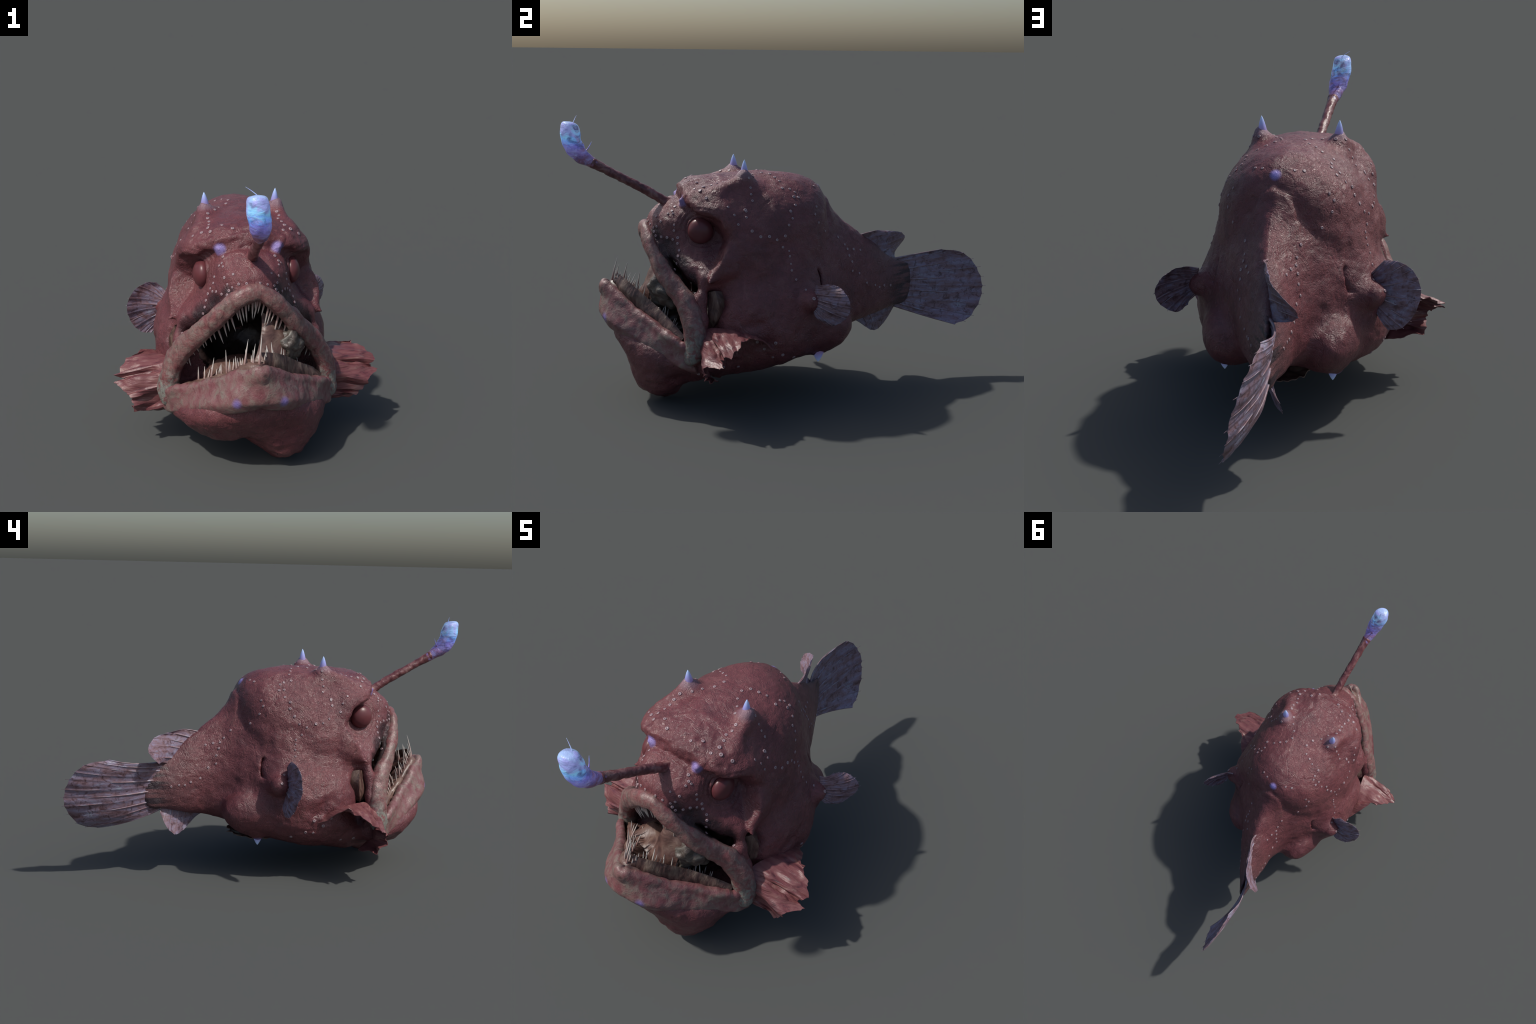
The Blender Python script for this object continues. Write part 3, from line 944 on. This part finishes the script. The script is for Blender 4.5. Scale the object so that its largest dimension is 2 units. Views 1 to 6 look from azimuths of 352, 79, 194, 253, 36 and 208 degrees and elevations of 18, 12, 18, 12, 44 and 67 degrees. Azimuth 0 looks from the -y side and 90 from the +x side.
# ------------------------------------------------------------------ lure
lure = new_obj("lure", None, fish)
stalk_path = catmull([(-0.008, -0.50, 0.835), (-0.010, -0.565, 0.868), (-0.014, -0.66, 0.925), (-0.018, -0.77, 0.983), (-0.024, -0.875, 1.040)], 60)
rad = pchip(np.linspace(0, 1, 60), [0, 0.15, 0.3, 0.7, 0.92, 1], [0.034, 0.027, 0.0205, 0.0190, 0.021, 0.024])
vv, ff = tube(stalk_path, rad, 18, bump=0.0035, freq=55)
new_obj("lure_stalk", new_mesh("lure_stalk", vv, ff, M_STALK), lure)
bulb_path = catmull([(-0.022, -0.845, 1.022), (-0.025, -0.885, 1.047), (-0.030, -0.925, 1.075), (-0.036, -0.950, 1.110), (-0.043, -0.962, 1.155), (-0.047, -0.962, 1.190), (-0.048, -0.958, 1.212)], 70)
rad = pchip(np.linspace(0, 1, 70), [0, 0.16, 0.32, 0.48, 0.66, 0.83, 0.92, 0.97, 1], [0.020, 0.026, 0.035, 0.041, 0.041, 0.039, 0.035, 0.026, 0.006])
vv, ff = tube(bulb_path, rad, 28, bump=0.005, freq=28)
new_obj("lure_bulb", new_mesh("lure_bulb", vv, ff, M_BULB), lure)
for pts, r in (([(-0.040, -0.952, 1.203), (-0.052, -0.946, 1.214), (-0.068, -0.940, 1.226), (-0.084, -0.934, 1.236)], 0.0022),
               ([(-0.040, -0.900, 1.085), (-0.047, -0.886, 1.103), (-0.057, -0.873, 1.126)], 0.0035)):
    vv, ff = tube(catmull(pts, 14), np.linspace(r, 0.0005, 14), 8)
    new_obj("lure_filament", new_mesh("lure_filament", vv, ff, M_BULB), lure)


# ------------------------------------------------------------------ fins
def fan_fin(name, base, tips, n_ray, normal, bow=0.0, thick=0.010, ray_r=0.0042, notch=0.012, over=0.03, ripple=0.004, nu=26, per=8):
    """rayed fin: rays run from the base curve to the tip curve; the skin between sags and is nicked at the rim"""
    nv = (n_ray - 1) * per + 1
    Bc, Tc = catmull(base, nv), catmull(tips, nv)
    nrm = Vector(normal).normalized()

    def at(j, f):
        p = Vector(Bc[j]).lerp(Vector(Tc[j]), f)
        return p + nrm * (bow * 4 * f * (1 - f))
    verts = []
    for s in (1, -1):
        for i in range(nu):
            for j in range(nv):
                u = (j % per) / per
                sag = math.sin(math.pi * u)
                f = i / (nu - 1)
                f2 = f * (1 - notch * sag * (0.6 + 0.8 * abs(noise.noise(Vector((j // per, 3.1, n_ray))))))
                p = at(j, f2)
                p = p + nrm * (ripple * (sag - 0.5) * f * (1 if (j // per) % 2 else -1) + 0.006 * f * noise.noise(p * 14))
                w = thick * (1 - 0.85 * f) * (0.5 + 0.3 * (1 - sag))
                verts.append(p + nrm * (s * w * 0.5))
    o = nu * nv
    faces = []
    for a, b, c, d in grid_faces(nu, nv):
        faces.append((a, b, c, d)); faces.append((o + d, o + c, o + b, o + a))
    loop = [(0, j) for j in range(nv)] + [(i, nv - 1) for i in range(1, nu)] + [(nu - 1, j) for j in range(nv - 2, -1, -1)] + [(i, 0) for i in range(nu - 2, 0, -1)]
    loop = [i * nv + j for i, j in loop]
    for a, b in zip(loop, loop[1:] + loop[:1]):
        faces.append((b, a, o + a, o + b))
    me = new_mesh(name, verts, faces, M_FIN)
    fix_normals(me)
    me.set_sharp_from_angle(angle=math.radians(50))
    fin = new_obj(name, me, fish)
    for k in range(n_ray):
        j = k * per
        n = 18
        wob = RNG.uniform(-1, 1) * 0.004
        path = [at(j, f * (1 + over * (0.4 + 0.9 * RNG.random() if i == n - 1 else 0.4))) + nrm * (wob * math.sin(5 * f)) for i, f in enumerate(np.linspace(0.0, 1.0, n))]
        vv, ff = tube(path, np.linspace(ray_r, ray_r * 0.12, n), 8, bump=0.0008, freq=60)
        new_obj("fin_ray", new_mesh("fin_ray", vv, ff, M_RAY), fin)
    return fin


fan_fin("caudal_fin", [(-0.090, 0.525, 0.553), (-0.091, 0.52, 0.50), (-0.088, 0.515, 0.44), (-0.086, 0.52, 0.38), (-0.080, 0.535, 0.325)],
        [(-0.132, 0.780, 0.583), (-0.132, 0.890, 0.566), (-0.115, 0.955, 0.507), (-0.095, 0.986, 0.425), (-0.078, 0.980, 0.350), (-0.045, 0.915, 0.262), (-0.020, 0.825, 0.234)],
        12, (1, 0.05, 0.25), bow=-0.030, over=0.03, ray_r=0.0055)
fan_fin("dorsal_fin", [(-0.038, 0.325, 0.680), (-0.054, 0.395, 0.620), (-0.070, 0.455, 0.575), (-0.082, 0.510, 0.525)],
        [(-0.060, 0.430, 0.700), (-0.095, 0.535, 0.686), (-0.150, 0.598, 0.655), (-0.194, 0.608, 0.618), (-0.184, 0.565, 0.570), (-0.115, 0.545, 0.552)],
        8, (1, 0.35, 0.5), bow=0.012, over=0.03, ray_r=0.0048)
fan_fin("anal_fin", [(-0.035, 0.320, 0.285), (-0.055, 0.400, 0.310), (-0.075, 0.470, 0.330), (-0.085, 0.520, 0.335)],
        [(-0.048, 0.385, 0.236), (-0.082, 0.430, 0.206), (-0.115, 0.472, 0.204), (-0.122, 0.512, 0.245), (-0.102, 0.540, 0.312)],
        7, (1, -0.2, 0.5), bow=0.01, over=0.03, ray_r=0.0045)
fan_fin("pectoral_fin", [(0.302, 0.050, 0.535), (0.314, 0.036, 0.505), (0.320, 0.030, 0.470), (0.322, 0.036, 0.430)],
        [(0.345, 0.090, 0.553), (0.378, 0.125, 0.550), (0.416, 0.155, 0.518), (0.434, 0.166, 0.470), (0.420, 0.150, 0.420), (0.378, 0.105, 0.378), (0.345, 0.060, 0.395)],
        13, (0.75, -0.65, 0), bow=0.012, over=0.04, ray_r=0.0042)
fan_fin("pectoral_fin", [(-0.325, -0.030, 0.530), (-0.338, -0.016, 0.500), (-0.342, -0.012, 0.460), (-0.345, -0.010, 0.410)],
        [(-0.375, -0.020, 0.592), (-0.420, -0.018, 0.592), (-0.475, -0.028, 0.560), (-0.508, -0.026, 0.490), (-0.495, -0.010, 0.410), (-0.450, 0.008, 0.350), (-0.400, 0.010, 0.338)],
        13, (0.1, 1, 0.1), bow=0.014, over=0.04, ray_r=0.0042)

# ------------------------------------------------------------------ gill flaps
# inner edge follows jaw joint and belly, outer edge is the torn rim
FLAP_IN = [(0.345, -0.12, 0.27), (0.355, -0.21, 0.335), (0.345, -0.31, 0.365), (0.325, -0.40, 0.370), (0.322, -0.435, 0.362), (0.326, -0.450, 0.340),
           (0.328, -0.460, 0.300), (0.330, -0.460, 0.250), (0.330, -0.455, 0.200), (0.30, -0.400, 0.130)]
FLAP_OUT = [(0.380, -0.155, 0.295), (0.455, -0.275, 0.374), (0.520, -0.315, 0.345), (0.560, -0.375, 0.315), (0.525, -0.392, 0.303), (0.565, -0.395, 0.285),
            (0.505, -0.458, 0.258), (0.490, -0.455, 0.205), (0.492, -0.412, 0.160), (0.400, -0.375, 0.150)]
SAG = [0.0, 0.008, 0.016, 0.0, -0.030, 0.010, 0.0, -0.045, 0.0, -0.010]
for side in (1, -1):
    a = [(CX + side * (x - 0.004), y, z) for x, y, z in FLAP_IN]
    b = [(CX * 0.3 + side * x, y, z) for x, y, z in FLAP_OUT]
    if side > 0:          # this side is torn shorter below
        b[7:] = [(0.478, -0.452, 0.215), (0.446, -0.434, 0.184), (0.375, -0.385, 0.165)]
    c = [((p[0] * .45 + q[0] * .55) + side * s * 0.4, (p[1] + q[1]) / 2 - s * 0.6, (p[2] + q[2]) / 2 + s * 0.5) for p, q, s in zip(a, b, SAG)]
    thick_sheet([a, c, b], "gill_flap", M_MEMB, 0.007, 0.010, 15 + side, (10, 9), edge_noise=0.016, sharp=True, pleat=0.009)
# torn skin hanging under the belly
thick_sheet([[(-0.10, -0.05, 0.165), (-0.02, 0.0, 0.17), (0.06, 0.03, 0.175), (0.10, 0.05, 0.19)],
             [(-0.11, 0.02, 0.148), (-0.03, 0.06, 0.150), (0.05, 0.09, 0.152), (0.09, 0.10, 0.16)],
             [(-0.10, 0.10, 0.165), (-0.05, 0.15, 0.165), (0.04, 0.16, 0.165), (0.09, 0.15, 0.17)]], "belly_flap", M_GUM, 0.008, 0.012, 22, (8, 8), edge_noise=0.03)

# ------------------------------------------------------------------ photophores
v, f = [(0, 0, 0.42)], []
PROF = [(0.28, 0.40), (0.45, 0.50), (0.62, 0.58), (0.80, 0.46), (0.94, 0.20), (1.05, -0.15)]
for r, z in PROF:
    for j in range(14):
        a = 2 * math.pi * j / 14
        v.append((r * math.cos(a), r * math.sin(a), z))
f = [(0, 1 + j, 1 + (j + 1) % 14) for j in range(14)]
f += [(1 + a, 1 + d, 1 + c, 1 + b) for a, b, c, d in grid_faces(len(PROF), 14, True)]
SPOT = new_mesh("photophore", v, f, M_SPOT)
fix_normals(SPOT)


def spot(hit, n, size):
    ob = new_obj("photophore", SPOT, fish)
    z = Vector(n).normalized(); x = z.orthogonal().normalized(); y = z.cross(x)
    ob.matrix_world = Matrix.Translation(hit) @ Matrix((x, y, z)).transposed().to_4x4() @ Matrix.Diagonal((size, size, size * 0.65, 1))


# rows of light organs, each point (offset from mid plane, y, z), snapped onto the skin; most rows are mirrored
ROWS = {
    "flank_front": (0.0066, [(0.176, -0.223, 0.986), (0.191, -0.219, 0.949), (0.207, -0.218, 0.921), (0.225, -0.215, 0.897), (0.253, -0.242, 0.86), (0.269, -0.246, 0.836), (0.281, -0.28, 0.808), (0.271, -0.294, 0.843), (0.257, -0.323, 0.876)]),
    "flank_mid": (0.0068, [(0.163, -0.072, 0.944), (0.161, -0.039, 0.936), (0.195, -0.026, 0.906), (0.222, -0.024, 0.875), (0.241, -0.043, 0.853), (0.255, -0.039, 0.825), (0.273, -0.055, 0.793), (0.287, -0.079, 0.752), (0.301, -0.112, 0.738), (0.305, -0.152, 0.755), (0.305, -0.189, 0.756), (0.295, -0.226, 0.78)]),
    "shoulder": (0.0055, [(0.298, -0.085, 0.705), (0.296, -0.06, 0.686), (0.301, -0.057, 0.665), (0.308, -0.056, 0.639), (0.314, -0.053, 0.61), (0.32, -0.038, 0.571), (0.335, 0.0, 0.535)]),
    "tail": (0.0064, [(0.088, 0.089, 0.933), (0.175, 0.082, 0.855), (0.197, 0.074, 0.827), (0.194, 0.092, 0.79), (0.162, 0.129, 0.742), (0.1, 0.205, 0.704), (0.093, 0.238, 0.67), (0.091, 0.256, 0.645), (0.072, 0.285, 0.642), (0.055, 0.323, 0.631), (0.097, 0.261, 0.618), (0.097, 0.275, 0.587), (0.105, 0.275, 0.544), (0.088, 0.311, 0.526), (0.073, 0.352, 0.48), (0.047, 0.399, 0.461), (0.029, 0.427, 0.447), (0.015, 0.456, 0.451), (-0.003, 0.49, 0.441)]),
    "face": (0.0064, [(0.101, -0.528, 0.857), (0.111, -0.544, 0.842), (0.122, -0.543, 0.83), (0.109, -0.563, 0.831), (0.143, -0.541, 0.784), (0.146, -0.536, 0.76), (0.157, -0.525, 0.732), (0.162, -0.523, 0.708), (0.176, -0.522, 0.68), (0.181, -0.529, 0.655), (0.184, -0.533, 0.627), (0.188, -0.543, 0.601), (0.218, -0.559, 0.579), (0.106, -0.593, 0.794), (0.099, -0.608, 0.773), (0.092, -0.621, 0.749), (0.101, -0.614, 0.735), (0.119, -0.593, 0.728), (0.135, -0.567, 0.729), (0.148, -0.546, 0.725), (0.249, -0.503, 0.533), (0.262, -0.470, 0.520)]),
    "snout": (0.0060, [(0.030, -0.655, 0.790), (0.062, -0.648, 0.782), (0.088, -0.632, 0.768), (0.075, -0.610, 0.815)]),
    "belly": (0.0080, [(0.37, -0.216, 0.32), (0.355, -0.183, 0.283), (0.369, -0.136, 0.308), (0.335, -0.137, 0.249), (0.338, -0.103, 0.253), (0.304, -0.049, 0.234), (0.302, -0.289, 0.204), (0.325, -0.355, 0.201), (0.33, -0.461, 0.178), (0.365, 0.03, 0.491)]),
    "brow": (0.0078, [(0.145, -0.301, 0.976), (0.149, -0.328, 0.966), (0.141, -0.355, 0.96), (0.147, -0.381, 0.955), (0.155, -0.416, 0.949), (0.145, -0.451, 0.941), (0.097, -0.437, 0.958), (0.179, -0.429, 0.935), (0.20, -0.40, 0.90), (0.251, -0.245, 0.864), (0.06, -0.46, 0.945)]),
    "crown": (0.0066, [(0.043, -0.143, 0.991), (0.066, -0.106, 0.987), (0.095, -0.09, 0.977), (0.123, -0.076, 0.965), (0.169, -0.016, 0.925), (0.188, -0.003, 0.905), (0.146, -0.198, 0.99), (0.059, -0.187, 0.987), (0.088, -0.222, 0.982), (0.109, -0.26, 0.983), (0.057, 0.099, 0.936)]),
}
for row, (size, pts) in ROWS.items():
    for dx, y, z in pts:
        mid = float(pchip(np.array([y]), [-1, 0.15, 0.3, 0.42, 0.55, 0.7], [CX, CX, -0.028, -0.056, -0.088, -0.12])[0])
        off = CX + dx - mid
        for side in (1, -1):
            hit, n, _, _ = TREE.find_nearest(Vector((mid + side * off + RNG.uniform(-.003, .003), y + RNG.uniform(-.003, .003), z + RNG.uniform(-.003, .003))))
            spot(hit + n * 0.0005, n, size * RNG.uniform(0.82, 1.12))
